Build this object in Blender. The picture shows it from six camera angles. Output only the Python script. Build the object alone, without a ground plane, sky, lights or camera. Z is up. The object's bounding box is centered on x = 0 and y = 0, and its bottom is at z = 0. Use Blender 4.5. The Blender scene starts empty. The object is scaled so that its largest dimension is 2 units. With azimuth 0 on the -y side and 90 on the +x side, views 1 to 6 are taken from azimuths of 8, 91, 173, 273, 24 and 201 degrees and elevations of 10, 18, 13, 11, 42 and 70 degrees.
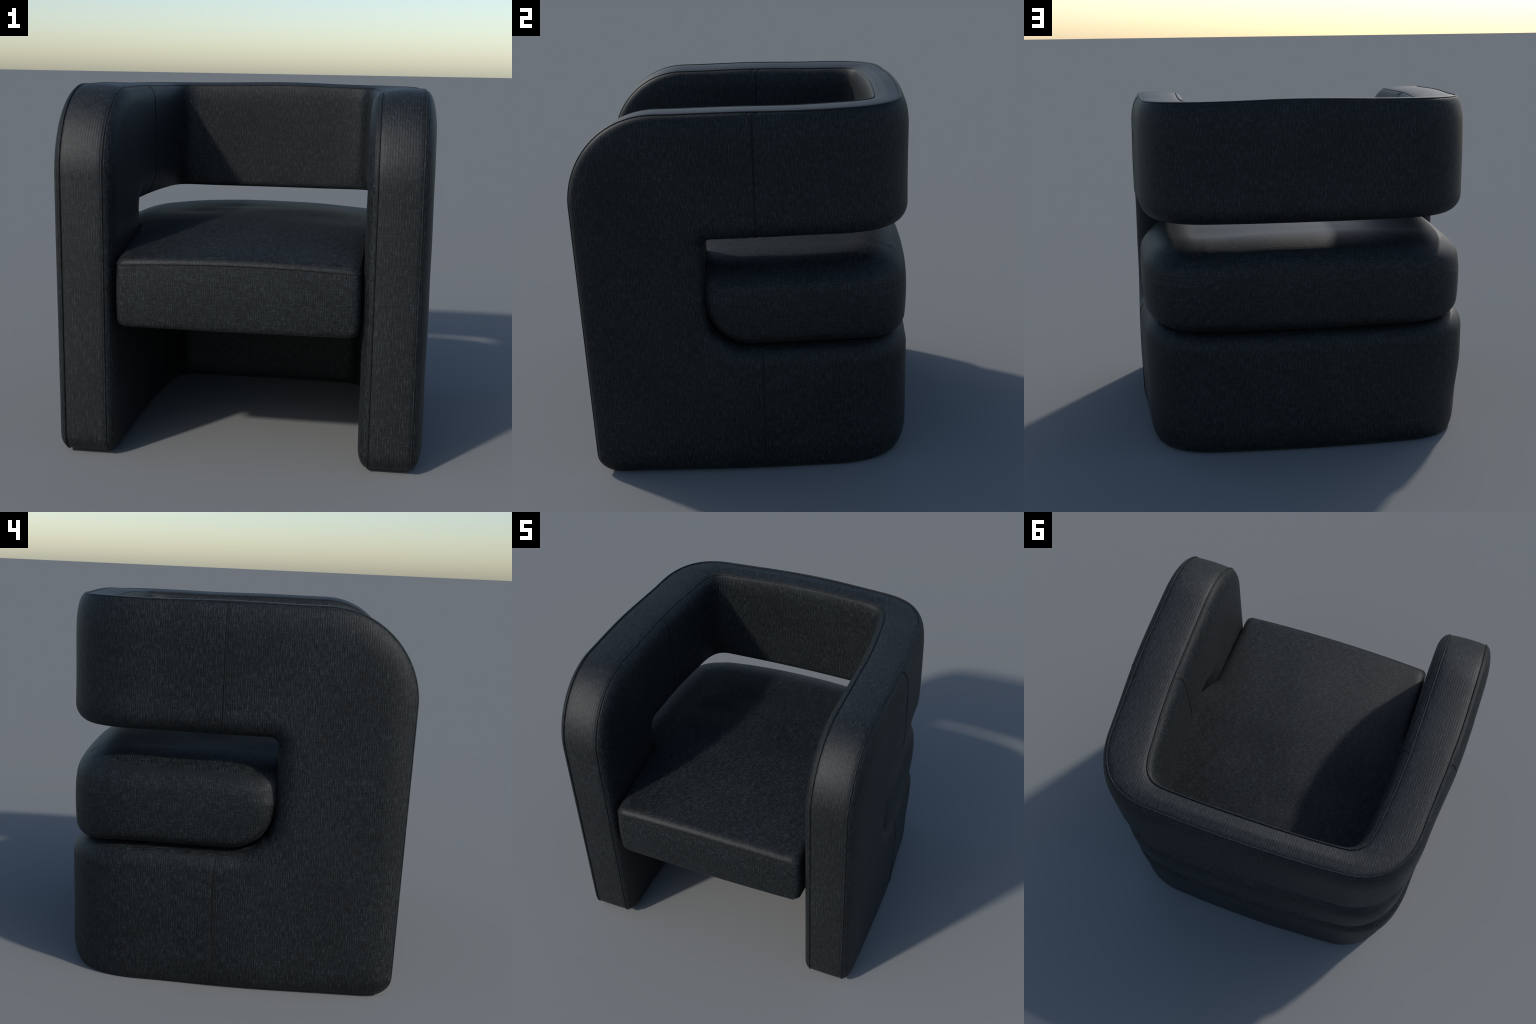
# Upholstered tub armchair: a U-shaped shell with a slot cut round the back, a T-shaped
# seat cushion pushed through the slot, welt piping along the panel edges.
import bpy, math
import numpy as np
from mathutils import Vector, noise
from mathutils.geometry import delaunay_2d_cdt

# ------------------------------------------------------------------ sizes (metres)
Z_TOP, Z_BOTTOM = 1.979, 0.0075        # height of the piping at top and bottom
FRONT_HIGH, FRONT_LOW = -0.893, -0.862  # the front edge leans back slightly to the floor
TOP_RADIUS = 0.455                    # big round of the arm fronts
FOOT_RY, FOOT_RZ = 0.12, 0.10         # small round at the bottom of the arm fronts
SLOT_FRONT, SLOT_LOW, SLOT_HIGH = -0.224, 0.700, 1.326
SEAM_Y = 0.054
S_BACK, S_CORNER = 0.55, 0.95         # parameter where the back ends / the arm begins
CORNER_Y = 0.465


def seam_y(z):
    """The stitched side seams run a little further back low down."""
    return SEAM_Y + np.where(np.asarray(z) > 1.0, -0.006, 0.010)


def s_of_y(y):
    return S_CORNER + CORNER_Y - y


# ------------------------------------------------------------------ plan of the shell
def bezier(p0, p1, p2, p3, t):
    a = 1 - t
    return [a**3 * p0[i] + 3 * a * a * t * p1[i] + 3 * a * t * t * p2[i] + t**3 * p3[i] for i in (0, 1)]


PLAN = {
    # centre of back, corner bezier, arm x at y = 0.0 and at the front
    "outer": dict(mid=0.850, c=((0.58, 0.828), (0.775, 0.812), (0.900, 0.705), (0.916, CORNER_Y)), x0=0.930, x1=0.924),
    "inner": dict(mid=0.708, c=((0.51, 0.693), (0.610, 0.686), (0.656, 0.640), (0.668, CORNER_Y)), x0=0.698, x1=0.700),
}


LEFT_CUT = {"outer": 0.026, "inner": 0.006}


def smooth(a, b, x):
    t = np.clip((x - a) / (b - a), 0, 1)
    return t * t * (3 - 2 * t)


def plan_point(side, s):
    """Point of the U-shaped plan line at parameter s (numpy array)."""
    d, a = PLAN[side], np.abs(s)
    q = np.clip(a / S_BACK, 0, 1)
    c = d["c"]
    x = c[0][0] * q
    y = d["mid"] + (c[0][1] - d["mid"]) * q**2
    t = np.clip((a - S_BACK) / (S_CORNER - S_BACK), 0, 1)
    bx, by = bezier(*c, t)
    ya = CORNER_Y - (a - S_CORNER)
    w = np.clip((CORNER_Y - ya) / CORNER_Y, 0, None)
    w1 = np.clip(w, 0, 1)
    ax = c[3][0] + (d["x0"] - c[3][0]) * (1 - (1 - w1) ** 2) + (d["x1"] - d["x0"]) * np.clip((w - 1) / 1.9, 0, 1)
    x = np.where(a <= S_BACK, x, np.where(a <= S_CORNER, bx, ax))
    y = np.where(a <= S_BACK, y, np.where(a <= S_CORNER, by, ya))
    # the corner on the -x side is cut a little more than the other
    cut = LEFT_CUT[side] * smooth(0.30, 0.85, a) * (1 - smooth(1.0, 1.7, a))
    x = x - np.where(s < 0, cut, cut * 0.4)
    return np.stack([x * np.sign(np.where(s == 0, 1, s)), y], -1)


def plan_frame(side, s):
    """Point, unit tangent (growing s) and outward unit normal of the plan line."""
    e = 0.012
    p = plan_point(side, s)
    t = plan_point(side, s + e) - plan_point(side, s - e)
    t /= np.linalg.norm(t, axis=-1, keepdims=True)
    n = np.stack([-t[:, 1], t[:, 0]], -1)          # left of travel: away from the seat
    return p, t, n


# ------------------------------------------------------------------ developed panel outline
def resample(p, step, closed=True):
    p = np.asarray(p, float)
    if closed:
        p = np.vstack([p, p[:1]])
    d = np.r_[0, np.cumsum(np.linalg.norm(np.diff(p, axis=0), axis=1))]
    n = max(8, int(round(d[-1] / step)))
    t = np.linspace(0, d[-1], n + 1)[: n if closed else n + 1]
    return np.stack([np.interp(t, d, p[:, 0]), np.interp(t, d, p[:, 1])], -1)


def outer_outline():
    """Closed outline of the unrolled shell in (s, z), counter-clockwise."""
    half = []                                      # right arm, bottom centre -> top centre
    foot_s = s_of_y(FRONT_LOW)
    half += [(s, Z_BOTTOM) for s in np.linspace(0, foot_s - FOOT_RY, 90)]
    half += [(foot_s - FOOT_RY + FOOT_RY * math.sin(a), Z_BOTTOM + FOOT_RZ * (1 - math.cos(a))) for a in np.linspace(0, math.pi / 2, 24)]
    top_s, zc = s_of_y(FRONT_HIGH), Z_TOP - TOP_RADIUS
    half += [(top_s - TOP_RADIUS + TOP_RADIUS * math.cos(a), zc + TOP_RADIUS * math.sin(a)) for a in np.linspace(0, math.pi / 2, 60)]
    half += [(s, Z_TOP) for s in np.linspace(top_s - TOP_RADIUS, 0, 90)][1:]
    left = [(-s, z) for s, z in half[::-1]]
    return np.array(half + left[1:-1])


def slot_outline():
    """Closed outline of the slot in (s, z): tight top corners, wide lower front corners."""
    sf = s_of_y(SLOT_FRONT)
    rt, ra, rb = 0.04, 0.19, 0.27
    half = [(s, SLOT_LOW) for s in np.linspace(0, sf - ra, 60)]
    half += [(sf - ra + ra * math.sin(a), SLOT_LOW + rb * (1 - math.cos(a))) for a in np.linspace(0, math.pi / 2, 30)]
    half += [(sf - rt + rt * math.cos(a), SLOT_HIGH - rt + rt * math.sin(a)) for a in np.linspace(0, math.pi / 2, 10)]
    half += [(s, SLOT_HIGH) for s in np.linspace(sf - rt, 0, 60)][1:]
    # the top edge of the slot sags slightly behind the back
    half = [(s, z + (0.028 * smooth(0.5, 1.0, s) if z < 0.8 else 0)) for s, z in half]
    half = [(s, z - (0.009 * (1 - smooth(0.3, 1.2, s)) if z > 1.0 else 0)) for s, z in half]
    left = [(-s, z) for s, z in half[::-1]]
    return np.array(half + left[1:-1])


def loop_normals(p):
    t = np.roll(p, -1, 0) - np.roll(p, 1, 0)
    t /= np.linalg.norm(t, axis=1, keepdims=True)
    return np.stack([t[:, 1], -t[:, 0]], -1)       # outward of a counter-clockwise loop


def distance(points, loop):
    """Distance of points to a closed polyline."""
    a, b = loop, np.roll(loop, -1, 0)
    ab = b - a
    ll = (ab**2).sum(1)
    out = np.full(len(points), 1e9)
    for i in range(0, len(points), 2000):
        p = points[i:i + 2000, None]
        t = np.clip(((p - a) * ab).sum(-1) / ll, 0, 1)
        out[i:i + 2000] = np.sqrt(((p - a - t[..., None] * ab) ** 2).sum(-1)).min(1)
    return out


def inside(points, loop):
    a, b = loop, np.roll(loop, -1, 0)
    res = np.zeros(len(points), bool)
    for i in range(0, len(points), 2000):
        p = points[i:i + 2000, None]
        cross = (a[:, 1] > p[..., 1]) != (b[:, 1] > p[..., 1])
        with np.errstate(divide="ignore", invalid="ignore"):
            x = a[:, 0] + (p[..., 1] - a[:, 1]) / (b[:, 1] - a[:, 1]) * (b[:, 0] - a[:, 0])
        res[i:i + 2000] = (cross & (p[..., 0] < x)).sum(1) % 2 == 1
    return res


def fill_domain(outer, hole, rings, grid, lines=()):
    """Triangulate a 2D region with rings of points parallel to its borders, so that
    rounding near the borders is finely sampled. Returns points, triangles."""
    pts, edges = [], []

    def add_loop(loop, closed=True):
        k = sum(len(x) for x in pts)
        pts.append(loop)
        n = len(loop)
        edges.extend((k + i, k + (i + 1) % n) for i in range(n if closed else n - 1))

    add_loop(outer)
    if hole is not None:
        add_loop(hole)
    for l in lines:
        add_loop(l, False)
    extra = []
    for d in rings:
        extra.append(outer - loop_normals(outer) * d)
        if hole is not None:
            extra.append(hole + loop_normals(hole) * d)
    lo, hi = outer.min(0), outer.max(0)
    gx, gy = np.arange(lo[0], hi[0], grid), np.arange(lo[1], hi[1], grid)
    g = np.stack(np.meshgrid(gx, gy), -1)
    g[1::2, :, 0] += grid / 2
    g = g.reshape(-1, 2)
    owner = [np.full(len(e), d) for d, e in zip(np.repeat(rings, 2 if hole is not None else 1), extra)]
    cand, need = np.vstack(extra + [g]), np.concatenate(owner + [np.full(len(g), rings[-1] + grid * 0.6)])
    ok = inside(cand, outer)
    if hole is not None:
        ok &= ~inside(cand, hole)
    cand, need = cand[ok], need[ok]
    d = distance(cand, outer)
    if hole is not None:
        d = np.minimum(d, distance(cand, hole))
    keep = d >= need * 0.985
    for l in lines:
        dl = np.abs(cand[:, 0] - l[0, 0])
        near = (cand[:, 1] > l[:, 1].min() - 0.01) & (cand[:, 1] < l[:, 1].max() + 0.01)
        keep &= ~(near & (dl < 0.008))
    pts.append(cand[keep])
    allp = np.vstack(pts)
    v, _, f, *_ = delaunay_2d_cdt([Vector(p) for p in allp], edges, [], 0, 1e-6)
    v, f = np.array([tuple(p) for p in v]), np.array([t for t in f if len(t) == 3])
    c = v[f].mean(1)
    ok = inside(c, outer)
    if hole is not None:
        ok &= ~inside(c, hole)
    f = f[ok]
    # counter-clockwise
    a = v[f]
    cr = (a[:, 1, 0] - a[:, 0, 0]) * (a[:, 2, 1] - a[:, 0, 1]) - (a[:, 1, 1] - a[:, 0, 1]) * (a[:, 2, 0] - a[:, 0, 0])
    f[cr < 0] = f[cr < 0][:, ::-1]
    return v, f


def rounding(d, r, p=2.0):
    """0 at the border, 1 at distance r and beyond, with a quarter-ellipse section."""
    q = np.clip(d / r, 0, 1)
    return (1 - (1 - q) ** p) ** (1 / p)


def wobble(p, scale, seed):
    return np.array([noise.noise(Vector((q[0] * scale + seed, q[1] * scale, q[2] * scale))) for q in p])


# ------------------------------------------------------------------ materials
def fabric(name, base, top_axis, coarse=1.0, slub=1.0, bump_strength=0.35, gloss=0.27):
    """Woven charcoal cloth: streaky threads, vertical on upright faces and along
    top_axis on level faces; a basket weave in colour and bump."""
    m = bpy.data.materials.new(name)
    m.use_nodes = True
    nt = m.node_tree
    N, L = nt.nodes, nt.links
    bsdf = N["Principled BSDF"]

    def node(kind, **kw):
        n = N.new(kind)
        for k, v in kw.items():
            setattr(n, k, v)
        return n

    def math_(op, a, b=None, c=None):
        n = node("ShaderNodeMath", operation=op)
        for i, v in enumerate((a, b, c)):
            if v is None:
                continue
            if isinstance(v, (int, float)):
                n.inputs[i].default_value = v
            else:
                L.new(v, n.inputs[i])
        return n.outputs[0]

    def mix(f, a, b):
        n = node("ShaderNodeMix", data_type="FLOAT")
        for i, v in ((0, f), (2, a), (3, b)):
            if isinstance(v, (int, float)):
                n.inputs[i].default_value = v
            else:
                L.new(v, n.inputs[i])
        return n.outputs[0]

    co = node("ShaderNodeTexCoord").outputs["Object"]
    sep = node("ShaderNodeSeparateXYZ")
    L.new(co, sep.inputs[0])
    nrm = node("ShaderNodeNewGeometry").outputs["Normal"]
    sn = node("ShaderNodeSeparateXYZ")
    L.new(nrm, sn.inputs[0])
    ax, ay, az = (math_("ABSOLUTE", sn.outputs[i]) for i in range(3))
    X, Y, Z = sep.outputs
    is_top = node("ShaderNodeMapRange", interpolation_type="SMOOTHSTEP")
    L.new(az, is_top.inputs["Value"])
    is_top.inputs["From Min"].default_value, is_top.inputs["From Max"].default_value = 0.66, 0.78
    is_top = is_top.outputs[0]
    is_side = math_("GREATER_THAN", ax, ay)
    across = mix(is_side, X, Y)                    # thread-count direction on upright faces
    tu, tv = (X, Y) if top_axis == "y" else (Y, X)
    u = mix(is_top, across, tu)
    v = mix(is_top, Z, tv)
    if top_axis == "band":                         # one strip running up the front and back along the top
        u, v = X, math_("ADD", Z, Y)

    def streaks(fu, fv, seed, detail=2.0):
        c = node("ShaderNodeCombineXYZ")
        L.new(math_("MULTIPLY", u, fu), c.inputs[0])
        L.new(math_("MULTIPLY", v, fv), c.inputs[1])
        c.inputs[2].default_value = seed
        n = node("ShaderNodeTexNoise")
        n.inputs["Scale"].default_value = 1.0
        n.inputs["Detail"].default_value = detail
        L.new(c.outputs[0], n.inputs["Vector"])
        return n.outputs["Fac"]

    long_ = streaks(185 / coarse, 26 / coarse, 3.1)                  # slubs along the threads
    short = streaks(260 / coarse, 110 / coarse, 7.7)
    cross = streaks(24 / coarse, 190 / coarse, 11.3)
    patch = streaks(3.0, 2.2, 1.9, 3.0)

    # weave: columns of short stitches, each column shifted half a stitch
    pu, pv = 2 * math.pi / (0.0115 * coarse), 2 * math.pi / (0.0056 * coarse)
    jig = math_("MULTIPLY", math_("SUBTRACT", short, 0.5), 2.5)
    su = math_("SINE", math_("ADD", math_("MULTIPLY", u, pu), jig))
    sv = math_("SINE", math_("ADD", math_("MULTIPLY", v, pv), math_("ADD", math_("MULTIPLY", su, 1.6), jig)))
    weave = math_("MULTIPLY_ADD", su, 0.5, math_("MULTIPLY", sv, 0.5))   # -1..1

    val = math_("MULTIPLY_ADD", long_, 0.85 * slub, math_("MULTIPLY", short, 0.65))
    val = math_("ADD", val, -0.025 * (1 - slub))
    val = math_("ADD", val, math_("MULTIPLY", cross, 0.30 + 0.9 * (1 - slub)))
    val = math_("ADD", val, math_("MULTIPLY", weave, 0.13))
    val = math_("ADD", val, math_("MULTIPLY", patch, 0.15))
    ramp = node("ShaderNodeValToRGB")
    val = math_("DIVIDE", math_("ADD", val, 0.05), 1.5)                # into the ramp's 0..1 range
    L.new(val, ramp.inputs[0])
    e = ramp.color_ramp.elements
    e[0].position, e[1].position = 0.76 / 1.5, 1.28 / 1.5
    e[0].color = (*(c * 0.12 for c in base), 1)
    e[1].color = (*(c * 2.85 for c in base), 1)
    e = ramp.color_ramp.elements.new(1.02 / 1.5)
    e.color = (*(c * 0.66 for c in base), 1)
    L.new(ramp.outputs[0], bsdf.inputs["Base Color"])

    hgt = math_("ADD", math_("MULTIPLY", weave, 0.35), math_("MULTIPLY", math_("ADD", long_, short), 0.9))
    bump = node("ShaderNodeBump")
    bump.inputs["Strength"].default_value = bump_strength
    bump.inputs["Distance"].default_value = 0.0035
    L.new(hgt, bump.inputs["Height"])
    L.new(bump.outputs[0], bsdf.inputs["Normal"])
    bsdf.inputs["Roughness"].default_value = 0.55
    bsdf.inputs["Specular IOR Level"].default_value = gloss
    bsdf.inputs["Sheen Weight"].default_value = 0.02
    bsdf.inputs["Sheen Roughness"].default_value = 0.35
    bsdf.inputs["Sheen Tint"].default_value = (0.9, 0.95, 1.0, 1)
    return m


def plain(name, base, rough):
    m = bpy.data.materials.new(name)
    m.use_nodes = True
    N, L = m.node_tree.nodes, m.node_tree.links
    b = N["Principled BSDF"]
    n, r = N.new("ShaderNodeTexNoise"), N.new("ShaderNodeValToRGB")
    L.new(N.new("ShaderNodeTexCoord").outputs["Object"], n.inputs["Vector"])
    n.inputs["Scale"].default_value = 180
    r.color_ramp.elements[0].color = (*(c * 0.5 for c in base), 1)
    r.color_ramp.elements[1].color = (*(c * 1.5 for c in base), 1)
    L.new(n.outputs["Fac"], r.inputs[0])
    L.new(r.outputs[0], b.inputs["Base Color"])
    b.inputs["Roughness"].default_value = rough
    return m


BASE = (0.0096, 0.0124, 0.0132)
CLOTH = fabric("charcoal_cloth", BASE, "y")
SEAT_CLOTH = fabric("charcoal_seat_cloth", BASE, "x", 1.0, 0.75, 0.16)
BAND_CLOTH = fabric("charcoal_band_cloth", tuple(c * 0.86 for c in BASE), "band", 1.2, 0.95, 0.26, 0.40)
THREAD = plain("seam_thread", (0.0012, 0.0013, 0.0015), 0.9)

# ------------------------------------------------------------------ object helpers
root = bpy.data.objects.new("armchair", None)
bpy.context.scene.collection.objects.link(root)
root["label"] = "dark charcoal fabric tub armchair with slotted curved back"
root["category"] = "armchair"


def make(name, verts, faces, material, parent=root):
    me = bpy.data.meshes.new(name)
    used = np.unique(np.concatenate([np.asarray(f).ravel() for f in faces])) if not isinstance(faces, np.ndarray) else np.unique(faces)
    remap = np.full(len(verts), -1)
    remap[used] = np.arange(len(used))
    me.from_pydata(np.asarray(verts)[used].tolist(), [], [[int(remap[i]) for i in f] for f in faces])
    me.polygons.foreach_set("use_smooth", [True] * len(me.polygons))
    me.materials.append(material)
    me.update()
    ob = bpy.data.objects.new(name, me)
    bpy.context.scene.collection.objects.link(ob)
    ob.parent = parent
    return ob


def strip(sections, closed=True):
    """Quads between consecutive rows of points: sections is (rows, n, 3), each row a closed loop."""
    r, n = sections.shape[:2]
    v = sections.reshape(-1, 3)
    f = [(i * n + j, i * n + (j + 1) % n, (i + 1) * n + (j + 1) % n, (i + 1) * n + j)
         for i in range(r - 1) for j in range(n if closed else n - 1)]
    return v, f


def tube(name, path, radius, material, closed=True, sides=8, up=None, parent=root):
    path = np.asarray(path)
    n = len(path)
    if closed:
        t = np.roll(path, -1, 0) - np.roll(path, 1, 0)
    else:
        t = np.gradient(path, axis=0)
    t /= np.linalg.norm(t, axis=1, keepdims=True)
    a = np.cross(t, up)
    a /= np.linalg.norm(a, axis=1, keepdims=True)
    b = np.cross(a, t)
    rows = [path + radius * (math.cos(w) * a + math.sin(w) * b) for w in np.linspace(0, 2 * math.pi, sides + 1)]
    rows = np.array(rows[:-1])
    v = rows.reshape(-1, 3)
    f = []
    for i in range(sides):
        k = (i + 1) % sides
        for j in range(n if closed else n - 1):
            f.append((i * n + j, k * n + j, k * n + (j + 1) % n, i * n + (j + 1) % n))
    if not closed:
        f += [tuple(i * n for i in range(sides)), tuple(i * n + n - 1 for i in range(sides))[::-1]]
    return make(name, v, f, material, parent)


# ------------------------------------------------------------------ shell
OUT = resample(outer_outline(), 0.018)
HOLE = resample(slot_outline(), 0.018)
RINGS = np.array([0.003, 0.008, 0.015, 0.024, 0.035, 0.048, 0.063, 0.080, 0.098, 0.118, 0.14])


def panel_offset(side, uv):
    """How far the padded panel stands proud of the plan line (away from the shell's middle)."""
    do, dh = distance(uv, OUT), distance(uv, HOLE)
    a, z = np.abs(uv[:, 0]), uv[:, 1]
    arm = smooth(S_BACK * 0.8, S_CORNER, a)
    if side == "outer":
        corner = smooth(0.52, 0.85, a) * (1 - smooth(0.95, 1.5, a))
        full = (0.040 + 0.008 * arm - 0.016 * corner
                - 0.010 * corner * (1 - smooth(0.25, 0.55, z)))
        full = full + 0.018 * corner * (uv[:, 0] < 0) * smooth(0.15, 0.45, z) * (1 - smooth(0.7, 0.8, z))
        o = full * rounding(do, 0.15) + 0.012 * arm * rounding(do, 0.5)
        o -= 0.090 * (1 - rounding(dh, 0.100))
    else:
        full = 0.018 + 0.030 * arm
        o = full * rounding(do, 0.10) + 0.008 * arm * rounding(do, 0.4)
        o -= 0.052 * arm * np.clip(1 - dh / 0.17, 0, 1) ** 2.0
        o -= 0.014 * (1 - arm) * (1 - rounding(dh, 0.03))
    seam = np.abs(a - s_of_y(seam_y(z)))
    o -= 0.0016 * np.exp(-(seam / 0.004) ** 2) + 0.0008 * np.exp(-(seam / 0.02) ** 2)
    return o


INNER_DROP = 0.012                     # the inner piping sits lower than the outer one


def shell_point(side, uv, off, lift=None):
    p, t, n = plan_frame(side, uv[:, 0])
    sgn = 1 if side == "outer" else -1
    xy = p + n * (sgn * off)[:, None]
    z = uv[:, 1] - (INNER_DROP * smooth(1.4, Z_TOP, uv[:, 1]) if side == "inner" else 0)
    # the middle of the back is plumped up a little
    z = z + 0.011 * (1 - smooth(0.10, 0.80, np.abs(uv[:, 0]))) * smooth(1.6, Z_TOP, uv[:, 1])
    # and the upholstered edges are never quite straight
    z = z + 0.0035 * np.sin(6.1 * uv[:, 0] + 0.8) * np.sin(2.7 * uv[:, 0] + 2.0) * smooth(1.5, Z_TOP, uv[:, 1])
    return np.column_stack([xy, z])


lines = []
for sg in (1, -1):
    for z0, z1 in ((Z_BOTTOM, SLOT_LOW), (SLOT_HIGH, Z_TOP)):
        zz = np.linspace(z0 + 0.004, z1 - 0.004, 50)
        ss = s_of_y(float(seam_y(z0 + 0.1)))
        for k in (-0.012, -0.004, 0, 0.004, 0.012):
            lines.append(np.stack([np.full(50, sg * ss + k), zz], -1))
UV, TRI = fill_domain(OUT, HOLE, RINGS, 0.026, lines)

for side in ("outer", "inner"):
    off = panel_offset(side, UV)
    pos = shell_point(side, UV, off)
    do = np.minimum(distance(UV, OUT), distance(UV, HOLE))
    wob = wobble(pos, 3.0, 5.0 if side == "outer" else 17.0) * 0.004 * smooth(0.0, 0.12, do)
    pos = shell_point(side, UV, off + wob)
    tri = TRI[:, ::-1] if side == "outer" else TRI
    c = UV[TRI].mean(1)
    ss = s_of_y(seam_y(c[:, 1]))
    pre = "" if side == "outer" else "inner_"
    groups = [("side_panel", c[:, 0] > ss), ("side_panel", c[:, 0] < -ss),
              ("backrest_panel", (np.abs(c[:, 0]) <= ss) & (c[:, 1] > 1.0)),
              ("base_panel", (np.abs(c[:, 0]) <= ss) & (c[:, 1] <= 1.0))]
    for nm, sel in groups:
        make(pre + nm, pos, tri[sel], CLOTH)
    # stitched vertical seams
    for sg in (1, -1):
        for z0, z1 in ((Z_BOTTOM, SLOT_LOW), (SLOT_HIGH, Z_TOP)):
            zz = np.linspace(z0 + 0.006, z1 - 0.008, 60)
            ss = s_of_y(float(seam_y(z0 + 0.1)))
            q = np.stack([np.full(60, sg * ss), zz], -1)
            tube("seam", shell_point(side, q, panel_offset(side, q) + 0.0008), 0.0034 if side == "outer" else 0.0018, THREAD, False, 6, (1, 0, 0))

# edge band (top, arm fronts and underside), slightly crowned, tucked in beside the piping
nrm = loop_normals(OUT)
po, to, no = plan_frame("outer", OUT[:, 0])
pi_, ti, ni = plan_frame("inner", OUT[:, 0])
tm = to + ti
tm /= np.linalg.norm(tm, axis=1, keepdims=True)
zero = np.zeros(len(OUT))
A, B = shell_point("outer", OUT, zero), shell_point("inner", OUT, zero)
outward = np.column_stack([tm * nrm[:, :1], nrm[:, 1]])
width = np.linalg.norm(B - A, axis=1)[:, None]
below = (OUT[:, 1] < 0.05)[:, None]
rows = []
for dist_in, h in ((0.0, -0.002), (0.004, -0.0025), (0.008, 0.000), (0.018, 0.003), (0.035, 0.006), (0.06, 0.008), (0.5, None)):
    for flip in ((False,) if h is None else (False, True)):
        if h is None:
            q = np.full_like(width, 0.5)
            hh = 0.0105
        else:
            q = dist_in / width
            hh = h
        if flip:
            q = 1 - q
        # smooth out the foot: the underside stays flat on the floor
        k = smooth(0.013, 0.16, OUT[:, 1])[:, None]
        lift = hh * k + (1 - k) * min(hh, 0.004)
        fr = np.abs(nrm[:, :1]) ** 2                # the arm fronts are flatter than the top
        lift = lift * (1 - 0.45 * fr) if hh > 0 else lift
        rows.append((float(q.mean()), A + (B - A) * q + outward * lift))
rows.sort(key=lambda r: r[0])
v, f = strip(np.array([r[1] for r in rows]))
make("edge_band", v, f, BAND_CLOTH)

for side, P in (("outer", A), ("inner", B)):
    tube("piping", P + outward * 0.0005, 0.0050, CLOTH, True, 10, np.column_stack([no if side == "outer" else ni, np.zeros(len(P))]))

# lining of the slot
ho = shell_point("outer", HOLE, panel_offset("outer", HOLE))
hi = shell_point("inner", HOLE, panel_offset("inner", HOLE))
v, f = strip(np.array([ho + (hi - ho) * q for q in np.linspace(0, 1, 5)]))
make("slot_lining", v, f, CLOTH)

# ------------------------------------------------------------------ seat cushion
SEAT_X, SEAT_Y = 0.630, -0.888
WING_Y = -0.32


def cushion_plan():
    """Closed T-shaped plan: narrow front between the arms, wings through the slot."""
    half = [(x, SEAT_Y - 0.010 * (1 - (x / 0.62) ** 2)) for x in np.linspace(0, SEAT_X - 0.035, 30)]
    half += [(SEAT_X - 0.035 + 0.035 * math.sin(a), SEAT_Y + 0.035 * (1 - math.cos(a))) for a in np.linspace(0, math.pi / 2, 10)]
    half += [(SEAT_X + 0.02 * t, SEAT_Y + 0.035 + (WING_Y - 0.03 - SEAT_Y - 0.035) * t) for t in np.linspace(0, 1, 30)][1:]
    half += [(0.66, WING_Y)]
    s = np.linspace(s_of_y(WING_Y), 0, 160)
    p, t, n = plan_frame("outer", s)
    w = p + n * (0.034 - 0.002 * (1 - smooth(0.3, 0.9, s)))[:, None]
    # the tips of the wings narrow to tuck into the arms
    r = 0.09
    dy = np.clip((-0.125 - w[:, 1]) / 0.12, 0, 1)
    w[:, 0] -= r * (1 - np.sqrt(1 - dy**2))
    front = half[:]
    half += [tuple(q) for q in w]
    pl, tl, nl = plan_frame("outer", -s)
    wl = pl + nl * 0.033
    wl[:, 0] += r * (1 - np.sqrt(1 - dy**2))
    left = [tuple(q) for q in wl[::-1]] + [(-x, y) for x, y in front[::-1]]
    return np.array(half + left[1:-1])


CUT = resample(cushion_plan(), 0.016)
CV, CT = fill_domain(CUT, None, np.array([0.002, 0.006, 0.012, 0.02, 0.03, 0.045, 0.062, 0.08, 0.10, 0.13, 0.16]), 0.024)


def hull_plan():
    """The cushion's outline as if the wings ran on to the front: the shoulder follows this."""
    s = np.linspace(s_of_y(-0.2), 0, 140)
    p, t, n = plan_frame("outer", s)
    r = p + n * 0.033
    pl, tl, nl = plan_frame("outer", -s)
    l = pl + nl * 0.033
    return np.vstack([[(r[0, 0], -1.4)], r, l[::-1][1:], [(l[0, 0], -1.4)]])


HULL = hull_plan()


def shoulder(q):
    """Padded shoulder: leaves the side wall at a slope, then flattens out."""
    q = np.clip(q, 0, 1)
    return 0.20 * (1 - (1 - np.clip(q / 0.16, 0, 1)) ** 2) + 0.80 * (1 - (1 - q) ** 2)


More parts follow.
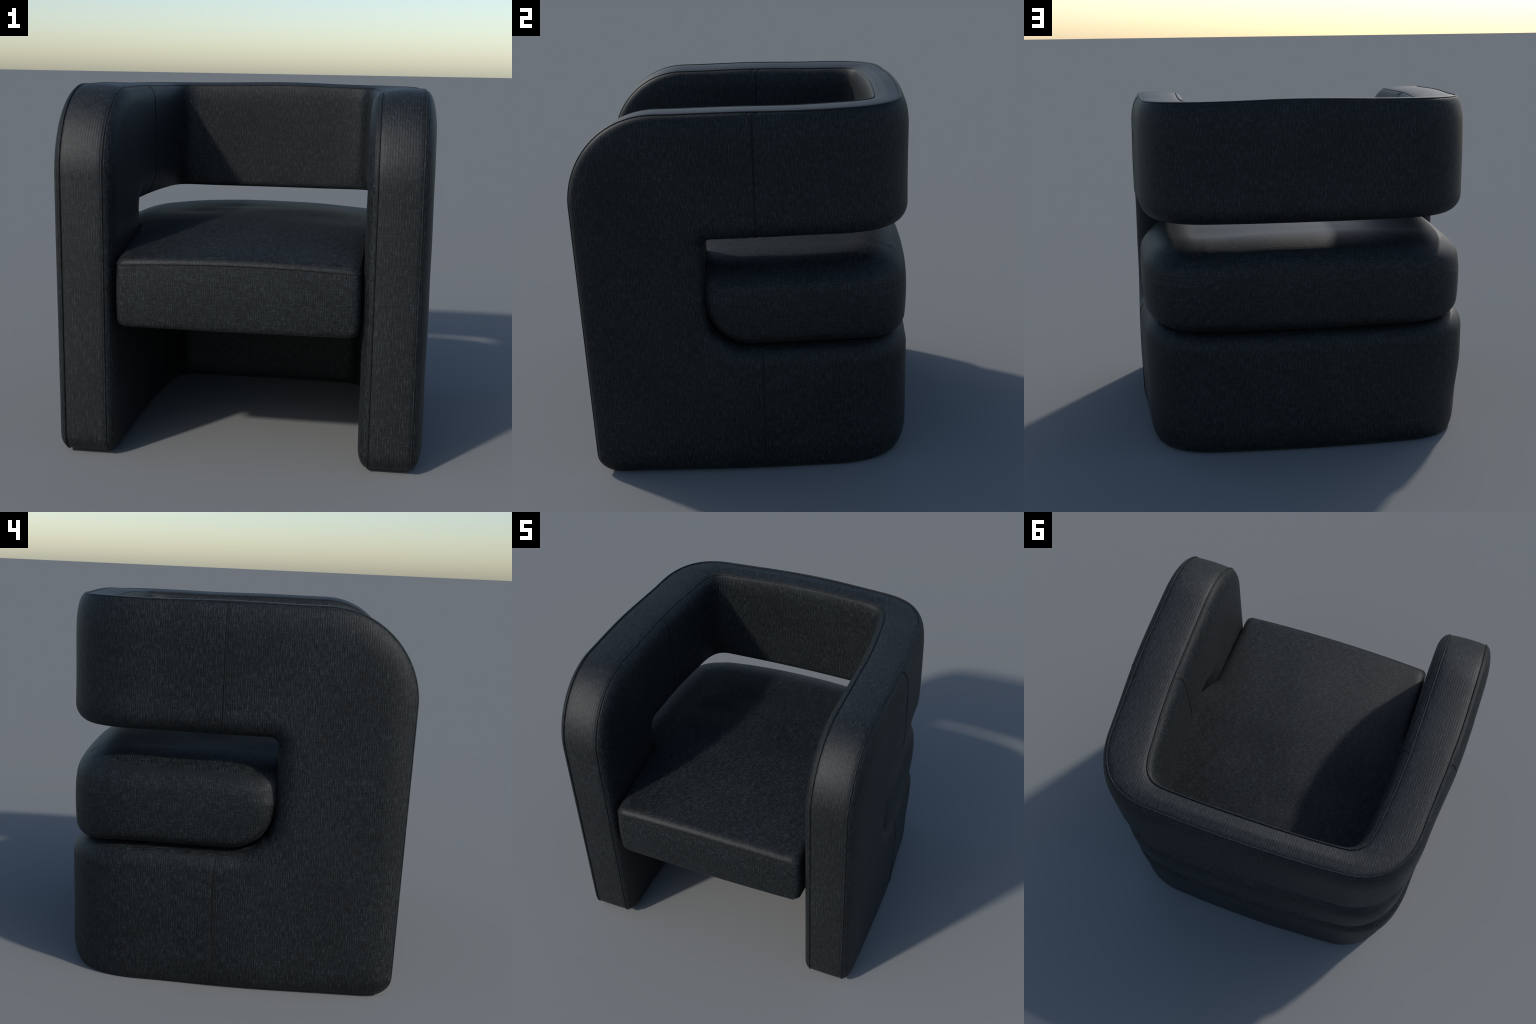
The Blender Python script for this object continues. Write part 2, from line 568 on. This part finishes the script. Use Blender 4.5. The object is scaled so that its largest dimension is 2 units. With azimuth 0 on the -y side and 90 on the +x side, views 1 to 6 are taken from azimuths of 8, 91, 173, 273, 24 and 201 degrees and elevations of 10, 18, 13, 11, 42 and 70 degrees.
def cushion_heights(p):
    x, y = p[:, 0], p[:, 1]
    d = distance(p, CUT)
    d[d < 1e-5] = 0
    dh = np.clip(distance(p, HULL) - 0.002, 0, None)
    front = 1 - smooth(-0.40, -0.14, y)             # crisp front edge, soft shoulders behind
    ax_ = np.abs(x)
    crown = 1.098 + 0.112 * np.sin(np.clip((y + 0.89) / 1.0, 0, 1) * math.pi / 2)
    crown += 0.022 * (1 - (ax_ / 0.63) ** 2).clip(0, 1)
    rear = smooth(0.45, 0.75, y) * (1 - smooth(0.5, 0.8, ax_))
    reach = 0.27 * (1 - rear) + 0.24 * rear
    zt = crown - 0.032 * front * (1 - rounding(d, 0.045)) - 0.135 * (1 - front) * (1 - shoulder(dh / reach))
    wing = smooth(0.63, 0.70, ax_)
    zt = zt - 0.045 * wing * (1 - rounding(d, 0.07)) * (1 - smooth(-0.21, -0.06, y))   # rounded wing tips
    q = np.clip((0.02 - y) / 0.265, 0, 1)
    rise = 0.28 * (1 - np.sqrt(1 - q**2)) * wing
    rise += 0.030 * smooth(0.60, 0.80, ax_) * (1 - smooth(0.50, 0.82, y))   # sides lift a little off the base
    zb = 0.735 - 0.025 * smooth(-0.6, -0.2, y) + rise
    zb = zb + (0.030 * front * (1 - rounding(d, 0.03)) + 0.075 * (1 - front) * (1 - rounding(d, 0.075)))
    return zt, np.minimum(zb, zt - 0.01)


zt, zb = cushion_heights(CV)
top = np.column_stack([CV, zt])
dd = distance(CV, CUT)
# hollows where the seat has been sat in
for hx, hy, rx, ry, depth in ((-0.36, 0.16, 0.16, 0.10, 0.007), (-0.15, 0.34, 0.22, 0.08, 0.006), (0.30, 0.05, 0.25, 0.14, 0.006)):
    top[:, 2] -= depth * np.exp(-((CV[:, 0] - hx) / rx) ** 2 - ((CV[:, 1] - hy) / ry) ** 2)
top[:, 2] += wobble(top, 2.6, 31.0) * 0.008 * smooth(0, 0.2, dd)
bot = np.column_stack([CV, zb])
rt, rb = cushion_heights(CUT)
cn = loop_normals(CUT)
wall = []
for q in np.linspace(0, 1, 24):
    bulge = 0.006 * (1 - (2 * q - 1) ** 2)
    z = rb + (rt - rb) * q
    wall.append(np.column_stack([CUT + cn * bulge, z]))
wv, wf = strip(np.array(wall))
# weld walls, top and bottom into one skin
allv = np.vstack([top, bot, wv])
allf = [tuple(t) for t in CT] + [tuple(t[::-1] + len(top)) for t in CT] + [tuple(i + 2 * len(top) for i in q) for q in wf]
cushion = make("seat_cushion", allv, allf, SEAT_CLOTH)
import bmesh
bm = bmesh.new()
bm.from_mesh(cushion.data)
bmesh.ops.remove_doubles(bm, verts=bm.verts, dist=0.0004)
bmesh.ops.recalc_face_normals(bm, faces=bm.faces)
# relax the padded top edge of the sides and back so that it rolls over softly
soft = [v for v in bm.verts if v.co.y > -0.30 and (abs(v.co.x) > 0.70 or v.co.y > 0.55) and 1.00 < v.co.z < 1.16]
for _ in range(30):
    bmesh.ops.smooth_vert(bm, verts=soft, factor=0.5, use_axis_x=True, use_axis_y=True, use_axis_z=True)
bm.to_mesh(cushion.data)
bm.free()

sel = (CUT[:, 1] < -0.80)
loop = np.column_stack([CUT, rt])[sel]
loop = loop[np.argsort(np.arctan2(loop[:, 0], -(loop[:, 1] + 0.5)))]
tube("cushion_seam", loop + np.array([0, -0.0005, 0.0]), 0.0028, THREAD, False, 6, (0, 0, 1), cushion)
